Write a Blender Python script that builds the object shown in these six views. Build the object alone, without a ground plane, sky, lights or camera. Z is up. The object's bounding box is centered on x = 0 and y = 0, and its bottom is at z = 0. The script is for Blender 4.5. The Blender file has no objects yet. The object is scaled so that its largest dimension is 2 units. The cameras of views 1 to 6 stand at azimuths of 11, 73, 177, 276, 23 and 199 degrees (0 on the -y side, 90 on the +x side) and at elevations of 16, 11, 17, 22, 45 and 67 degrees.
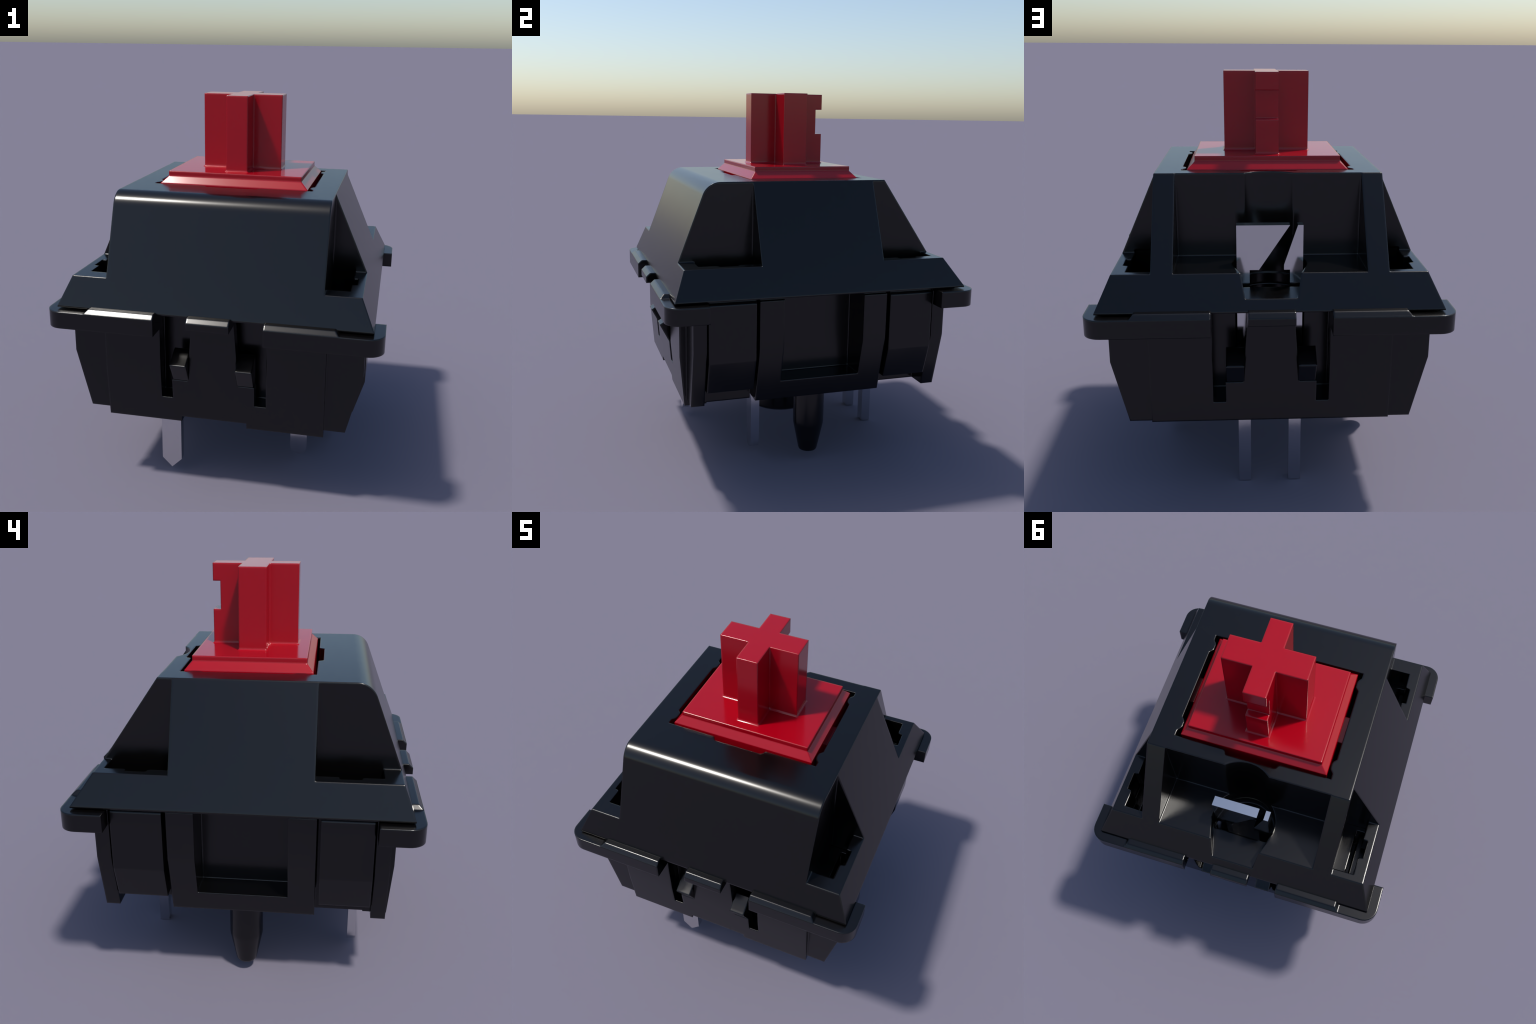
import bpy, bmesh, math
from mathutils import Vector

# ------------------------------------------------------------------ materials
def plastic(name, colour, rough, bevel=0.011, ior=1.5, speckle=0.02):
    m = bpy.data.materials.new(name); m.use_nodes = True
    nt = m.node_tree; nt.nodes.clear()
    out = nt.nodes.new('ShaderNodeOutputMaterial')
    p = nt.nodes.new('ShaderNodeBsdfPrincipled')
    tc = nt.nodes.new('ShaderNodeTexCoord')
    # very faint moulding mottling in colour and gloss
    n = nt.nodes.new('ShaderNodeTexNoise'); n.inputs['Scale'].default_value = 9.0
    n.inputs['Detail'].default_value = 3.0
    ramp = nt.nodes.new('ShaderNodeValToRGB')
    lo = [c * (1 - speckle) for c in colour] + [1]; hi = [c * (1 + speckle) for c in colour] + [1]
    ramp.color_ramp.elements[0].color = lo; ramp.color_ramp.elements[1].color = hi
    mr = nt.nodes.new('ShaderNodeMapRange')
    mr.inputs['To Min'].default_value = rough * 0.97; mr.inputs['To Max'].default_value = rough * 1.03
    nt.links.new(tc.outputs['Object'], n.inputs['Vector'])
    nt.links.new(n.outputs['Fac'], ramp.inputs['Fac'])
    nt.links.new(n.outputs['Fac'], mr.inputs['Value'])
    nt.links.new(ramp.outputs['Color'], p.inputs['Base Color'])
    nt.links.new(mr.outputs['Result'], p.inputs['Roughness'])
    p.inputs['IOR'].default_value = ior
    if bevel:
        b = nt.nodes.new('ShaderNodeBevel'); b.samples = 16
        b.inputs['Radius'].default_value = bevel
        nt.links.new(b.outputs['Normal'], p.inputs['Normal'])
    nt.links.new(p.outputs['BSDF'], out.inputs['Surface'])
    return m

def metal(name, colour, rough):
    m = bpy.data.materials.new(name); m.use_nodes = True
    nt = m.node_tree; p = nt.nodes['Principled BSDF']
    tc = nt.nodes.new('ShaderNodeTexCoord')
    n = nt.nodes.new('ShaderNodeTexNoise'); n.inputs['Scale'].default_value = 14.0
    ramp = nt.nodes.new('ShaderNodeValToRGB')
    ramp.color_ramp.elements[0].color = [c * 0.98 for c in colour] + [1]
    ramp.color_ramp.elements[1].color = [c * 1.02 for c in colour] + [1]
    nt.links.new(tc.outputs['Object'], n.inputs['Vector'])
    nt.links.new(n.outputs['Fac'], ramp.inputs['Fac'])
    nt.links.new(ramp.outputs['Color'], p.inputs['Base Color'])
    p.inputs['Metallic'].default_value = 1.0
    p.inputs['Roughness'].default_value = rough
    return m

BLACK = plastic('black_plastic', (0.0014, 0.0012, 0.0013), 0.22)
RED = plastic('red_plastic', (0.335, 0.0003, 0.0072), 0.16)
METAL = metal('tinned_metal', (0.72, 0.72, 0.72), 0.12)

# ------------------------------------------------------------------ mesh helpers
COL = bpy.context.scene.collection

def new_obj(name, bm, mat=None):
    me = bpy.data.meshes.new(name)
    bmesh.ops.recalc_face_normals(bm, faces=bm.faces)
    bm.to_mesh(me); bm.free()
    ob = bpy.data.objects.new(name, me); COL.objects.link(ob)
    if mat: me.materials.append(mat)
    return ob

def prism(poly, axis, lo, hi, name='tmp', mat=None):
    """Extrude a 2D polygon. axis 'z': poly is (x,y); 'y': (x,z); 'x': (y,z)."""
    bm = bmesh.new()
    def P(a, b, t):
        return {'z': (a, b, t), 'y': (a, t, b), 'x': (t, a, b)}[axis]
    A = [bm.verts.new(P(a, b, lo)) for a, b in poly]
    B = [bm.verts.new(P(a, b, hi)) for a, b in poly]
    bm.faces.new(A); bm.faces.new(B)
    for i in range(len(poly)):
        j = (i + 1) % len(poly)
        bm.faces.new((A[i], A[j], B[j], B[i]))
    return new_obj(name, bm, mat)

def box(x0, x1, y0, y1, z0, z1, name='tmp', mat=None):
    return prism([(x0, y0), (x1, y0), (x1, y1), (x0, y1)], 'z', z0, z1, name, mat)

def frustum(r0, z0, r1, z1):
    """Rectangular frustum: half sizes r0 at z0, r1 at z1."""
    bm = bmesh.new()
    q = [(-1, -1), (1, -1), (1, 1), (-1, 1)]
    A = [bm.verts.new((a * r0[0], b * r0[1], z0)) for a, b in q]
    B = [bm.verts.new((a * r1[0], b * r1[1], z1)) for a, b in q]
    bm.faces.new(A); bm.faces.new(B)
    for i in range(4):
        j = (i + 1) % 4
        bm.faces.new((A[i], A[j], B[j], B[i]))
    return new_obj('tmp', bm)

def lathe(profile, cx, cy, seg=48, name='tmp', mat=None):
    """Solid of revolution about a vertical axis; profile is (radius, z) from bottom to top."""
    bm = bmesh.new(); rings = []
    for r, z in profile:
        rings.append([bm.verts.new((cx + r * math.cos(2 * math.pi * k / seg),
                                    cy + r * math.sin(2 * math.pi * k / seg), z)) for k in range(seg)])
    bm.faces.new(rings[0]); bm.faces.new(rings[-1])
    for a, b in zip(rings, rings[1:]):
        for k in range(seg):
            j = (k + 1) % seg
            bm.faces.new((a[k], a[j], b[j], b[k]))
    return new_obj(name, bm, mat)

def boolean(ob, cutters, op='DIFFERENCE'):
    if not isinstance(cutters, (list, tuple)): cutters = [cutters]
    for c in cutters:
        m = ob.modifiers.new('b', 'BOOLEAN'); m.operation = op; m.object = c; m.solver = 'EXACT'
        bpy.context.view_layer.update()
        dg = bpy.context.evaluated_depsgraph_get()
        me = bpy.data.meshes.new_from_object(ob.evaluated_get(dg))
        old = ob.data; ob.modifiers.clear(); ob.data = me
        bpy.data.meshes.remove(old)
        cm = c.data; bpy.data.objects.remove(c); bpy.data.meshes.remove(cm)
    return ob

def arc(cx, cy, r, a0, a1, n):
    return [(cx + r * math.cos(math.radians(a0 + (a1 - a0) * k / n)),
             cy + r * math.sin(math.radians(a0 + (a1 - a0) * k / n))) for k in range(n + 1)]

def mirrored(points, sx=1, sy=1):
    return [(p[0] * sx, p[1] * sy) for p in points]

def finish(ob, name, mat, parent, angle=15):
    ob.name = name; ob.data.name = name
    ob.data.materials.clear(); ob.data.materials.append(mat)
    bm = bmesh.new(); bm.from_mesh(ob.data)
    bmesh.ops.remove_doubles(bm, verts=bm.verts, dist=1e-5)
    bmesh.ops.recalc_face_normals(bm, faces=bm.faces)
    bm.to_mesh(ob.data); bm.free()
    for f in ob.data.polygons: f.use_smooth = True
    ob.data.set_sharp_from_angle(angle=math.radians(angle))
    m = ob.modifiers.new('wn', 'WEIGHTED_NORMAL'); m.keep_sharp = True; m.weight = 100
    bpy.context.view_layer.update()
    dg = bpy.context.evaluated_depsgraph_get()
    me = bpy.data.meshes.new_from_object(ob.evaluated_get(dg))
    old = ob.data; ob.modifiers.clear(); ob.data = me; bpy.data.meshes.remove(old)
    me.name = name
    ob.parent = parent
    return ob

# ------------------------------------------------------------------ the thing
switch = bpy.data.objects.new('keyboard_switch', None)
COL.objects.link(switch)
switch['label'] = 'black mechanical keyboard switch with red cross stem and metal pins'
switch['category'] = 'keyboard switch'

Z_TOP, Z_LEDGE, Z_SEAM = 1.548, 1.145, 1.0
LED_Y, LED_R = 0.525, 0.173

# ================================================================== upper housing
# side profile (y, z): sloped front with a rounded shoulder, flat top, sloped back
front_top_y = -0.775 + 0.379 * (Z_TOP - Z_SEAM)
slope = math.degrees(math.atan2(1, 0.379))              # front face steepness
r_sh = 0.099
t_sh = r_sh * math.tan(math.radians(slope / 2))
profile = [(-0.775, Z_SEAM - 0.006), (-0.775, Z_SEAM)]
profile += arc(front_top_y + t_sh, Z_TOP - r_sh, r_sh, 90 + slope, 90, 14)
profile += [(0.398, Z_TOP), (0.775, Z_SEAM), (0.775, Z_SEAM - 0.006)]
cap = prism(profile, 'x', -0.8, 0.8)
boolean(cap, prism([(-0.776, 0.9), (0.776, 0.9), (0.776, Z_SEAM), (0.5345, Z_TOP),
                    (0.5345 - 0.044, 1.648), (-0.5345 + 0.044, 1.648), (-0.5345, Z_TOP), (-0.776, Z_SEAM)],
                   'y', -1, 1), 'INTERSECT')
cuts = []
# four corner recesses down to the ledge, with moulding slots through the ledge
slot = [(0.5365, 0.32), (0.650, 0.32), (0.650, 0.432), (0.654, 0.436), (0.675, 0.438), (0.675, 0.537),
        (0.654, 0.541), (0.650, 0.546), (0.650, 0.638), (0.5365, 0.638)]
for sx in (-1, 1):
    for sy in (-1, 1):
        xs = sorted((0.5365 * sx, 0.9 * sx)); ys = sorted((0.33 * sy, 0.9 * sy))
        cuts.append(box(*xs, *ys, Z_LEDGE, 1.7))
        cuts.append(prism(mirrored(slot, sx, sy), 'z', 0.9, 1.16))
# lamp pocket in the back slope, with a round lamp well and a drafted exit channel
cuts.append(box(-0.438, 0.438, 0.3965, 0.9, 1.1455, 1.7))
cuts.append(lathe([(LED_R, 1.047), (LED_R, 1.7)], 0, LED_Y, 64))
cuts.append(prism([(-0.174, 0.55), (0.174, 0.55), (0.105, 0.78), (-0.105, 0.78)], 'z', 1.047, 1.4))
well = lathe([(LED_R - 0.003, 0.9), (LED_R - 0.003, 1.06)], 0, LED_Y, 64)
boolean(well, box(-0.3, 0.3, 0.58, 0.9, 0.8, 1.3))
cuts.append(well)
# opening for the stem: notched rectangle
q = [(0.414, 0.206), (0.399, 0.222), (0.396, 0.232), (0.396, 0.258), (0.400, 0.268), (0.412, 0.282),
     (0.414, 0.290), (0.414, 0.317), (0.150, 0.318), (0.142, 0.322), (0.134, 0.338), (0.126, 0.3435)]
opening = q + mirrored(q, -1, 1)[::-1] + mirrored(q, -1, -1) + mirrored(q, 1, -1)[::-1]
cuts.append(prism(opening, 'z', 1.20, 1.7))
boolean(cap, cuts)
finish(cap, 'upper_housing', BLACK, switch)

# retaining legs that reach down the sides into the lower housing
leg_profile = [(0.690, 0.502), (0.742, 0.672), (0.742, 0.964), (0.732, 0.980), (0.732, 1.004),
               (0.684, 1.004), (0.684, 0.945), (0.625, 0.945), (0.625, 0.80), (0.562, 0.80), (0.562, 0.502)]
for sx in (-1, 1):
    for sy in (-1, 1):
        lo, hi = sorted((0.364 * sy, 0.606 * sy))
        leg = prism(mirrored(leg_profile, sx, 1), 'y', lo, hi)
        finish(leg, 'retaining_leg', BLACK, cap)

# ================================================================== lower housing
side = [(-0.737, 0.975), (-0.737, 0.728), (-0.662, 0.425), (0.662, 0.425), (0.737, 0.728), (0.737, 0.975)]
body = prism(side, 'y', -0.682, 0.682)
add = []
# proud panels on front and back
for sy in (-1, 1):
    zb, yb = (0.393, 0.696) if sy < 0 else (0.427, 0.700)
    pan = [(0.58 * sy, zb), (yb * sy, zb), (0.719 * sy, 0.655), (0.721 * sy, 0.982), (0.58 * sy, 0.982)]
    add.append(prism(pan, 'x', -0.557, 0.557))
# raised pads under the front half
for sx in (-1, 1):
    add.append(box(*sorted((0.169 * sx, 0.556 * sx)), -0.6, -0.345, 0.399, 0.46))
boolean(body, add, 'UNION')
boolean(body, box(-0.727, 0.727, -0.66, 0.66, 0.8, 0.9925), 'UNION')
cuts = []
cuts.append(box(-0.169, 0.169, -0.9, -0.5, 0.3, 0.4215))      # shallow notch under the front panel
for sx in (-1, 1):
    xs = sorted((0.548 * sx, 0.9 * sx))
    cuts.append(box(*xs, -0.217, 0.217, 0.531, 1.1))         # side window recess
    xs = sorted((0.556 * sx, 0.9 * sx))
    for sy in (-1, 1):
        ys = sorted((0.345 * sy, 0.613 * sy))
        cuts.append(box(*xs, *ys, 0.3, 0.90))
        cuts.append(box(*sorted((0.604 * sx, 0.9 * sx)), *ys, 0.85, 1.1))   # channels for the retaining legs
# slots either side of the spring tongues, cavity behind, on front and back
gap = [(0.210, 0.527), (0.269, 0.527), (0.269, 1.1), (0.098, 1.1), (0.1045, 0.97), (0.130, 0.632), (0.210, 0.632)]
for sy in (-1, 1):
    ys = sorted((0.9 * sy, 0.64 * sy))
    for sx in (-1, 1):
        cuts.append(prism(mirrored(gap, sx, 1), 'y', *ys))
    ys = sorted((0.663 * sy, (0.55 if sy > 0 else 0.612) * sy))
    cuts.append(box(-0.283, 0.283, *ys, 0.527, 1.1))
cuts.append(lathe([(LED_R - 0.012, 0.72), (LED_R - 0.012, 1.1)], 0, LED_Y, 48))
boolean(body, cuts)
finish(body, 'lower_housing', BLACK, switch)

# spring tongues restored in front of the cavity are part of the panel; their heads and hooks:
def lip(sy, z0, y_in):
    return [(y_in * sy, z0), (0.8250 * sy, z0), (0.8250 * sy, 0.9848), (0.8028 * sy, 1.0058),     # chamfered edge
            (0.768 * sy, 1.0058), (0.768 * sy, 0.988), (y_in * sy, 0.988)]
for sy in (-1, 1):
    head = prism(lip(sy, 0.950, 0.665), 'x', -0.105, 0.105)
    finish(head, 'tongue_head', BLACK, body, 30)
    for sx in (-1, 1):
        hk = [(0.690, 0.630), (0.716, 0.633), (0.768, 0.732), (0.752, 0.7415), (0.735, 0.752), (0.718, 0.763), (0.700, 0.776), (0.676, 0.790), (0.665, 0.66)]
        lo, hi = sorted((0.124 * sx, 0.206 * sx))
        h = prism([(a * sy, b) for a, b in hk], 'x', lo, hi)
        finish(h, 'latch_hook', BLACK, body)

# corner flanges: L-shaped plates with a raised lip towards the middle
for sx in (-1, 1):
    for sy in (-1, 1):
        r = 0.080
        out = [(0.268, 0.825)] + arc(0.8275 - r, 0.825 - r, r, 90, 0, 8) + \
              [(0.8275, 0.616), (0.660, 0.616), (0.660, 0.665), (0.268, 0.665)]
        fl = prism(mirrored(out, sx, sy), 'z', 0.900, 0.986)
        # lip with sloped outer end
        ln = prism(lip(sy, 0.93, 0.70), 'x', *sorted((0.2681 * sx, 0.64 * sx)))
        boolean(ln, prism([(0.2 * sx, 0.8), (0.626 * sx, 0.8), (0.626 * sx, 0.980), (0.598 * sx, 1.010), (0.598 * sx, 1.1), (0.2 * sx, 1.1)],
                          'y', -1, 1), 'INTERSECT')
        boolean(fl, ln, 'UNION')
        finish(fl, 'corner_flange', BLACK, body, 30)

# locating pegs below
finish(lathe([(0.178, 0.139), (0.192, 0.152), (0.197, 0.44)], 0, 0, 64), 'centre_post', BLACK, body)
for sx in (-1, 1):
    peg = lathe([(0.040, 0.055), (0.049, 0.059), (0.053, 0.069), (0.082, 0.210), (0.084, 0.228), (0.085, 0.45)], 0.528 * sx, 0, 40)
    finish(peg, 'guide_peg', BLACK, body, 50)

# ================================================================== stem
def rect_loft(rings):
    bm = bmesh.new(); R = []
    for hx, hy, z in rings:
        R.append([bm.verts.new((a * hx, b * hy, z)) for a, b in ((-1, -1), (1, -1), (1, 1), (-1, 1))])
    bm.faces.new(R[0]); bm.faces.new(R[-1])
    for A, B in zip(R, R[1:]):
        for i in range(4):
            j = (i + 1) % 4
            bm.faces.new((A[i], A[j], B[j], B[i]))
    return new_obj('tmp', bm)
stem = rect_loft([(0.3885, 0.3025, 1.25), (0.3885, 0.3025, 1.5478), (0.352, 0.270, 1.5835), (0.352, 0.270, 1.6085)])
boolean(stem, box(-0.124, 0.124, -0.338, 0.338, 1.25, 1.38), 'UNION')
finish(stem, 'stem_base', RED, switch)
for sx in (-1, 1):
    rail = box(*sorted((0.37 * sx, 0.435 * sx)), -0.077, 0.077, 1.25, 1.48)
    finish(rail, 'guide_rail', RED, stem)
ax, ay, w, d = 0.2115, 0.2115, 0.0565, 0.0665     # reach along x, y; half widths of the y arm and x arm
def cross_ring(e):                                # cross outline grown by e
    a, b, w_, d_ = ax + e, ay + e, w + e, d + e
    return [(-a, -d_), (-w_, -d_), (-w_, -b), (w_, -b), (w_, -d_), (a, -d_), (a, d_), (w_, d_), (w_, b), (-w_, b), (-w_, d_), (-a, d_)]
fr = 0.010                                        # fillet at the foot
levels = [(fr, 1.59)] + [(fr * (1 - math.sin(t)), 1.6083 + fr * (1 - math.cos(t))) for t in [math.pi / 2 * k / 6 for k in range(7)]] + [(0, 2.0)]
bm = bmesh.new()
rings = [[bm.verts.new((x, y, z)) for x, y in cross_ring(e)] for e, z in levels]
bm.faces.new(rings[0]); bm.faces.new(rings[-1])
for A, B in zip(rings, rings[1:]):
    for i in range(12):
        bm.faces.new((A[i], A[(i + 1) % 12], B[(i + 1) % 12], B[i]))
post = new_obj('tmp', bm)
boolean(post, box(-0.1, 0.1, 0.175, 0.3, 1.777, 1.915))
finish(post, 'cross_post', RED, switch)

# ================================================================== metal
pin = prism([(-0.323, 0.47), (-0.323, 0.083), (-0.270, 0.030), (-0.216, 0.083), (-0.216, 0.47)], 'y', -0.566, -0.522)
finish(pin, 'contact_pin', METAL, switch)
pin = prism([(0.339, 0.47)] + arc(0.3855, 0.0865, 0.0465, 180, 360, 16) + [(0.432, 0.47)], 'y', -0.302, -0.255)
finish(pin, 'contact_pin', METAL, switch)
anvil = prism([(0.094, 0), (0.154, 0), (0.154, 1.334), (-0.092, 1.334), (0.051, 1.1205), (0.094, 1.1205)], 'y', 0.498, 0.551)
finish(anvil, 'lamp_lead', METAL, switch)
lead = prism([(-0.094, 0), (-0.154, 0), (-0.154, 1.334), (-0.129, 1.334), (-0.066, 1.145), (-0.066, 1.1205), (-0.094, 1.1205)],
             'y', 0.498, 0.551)
finish(lead, 'lamp_lead', METAL, switch)
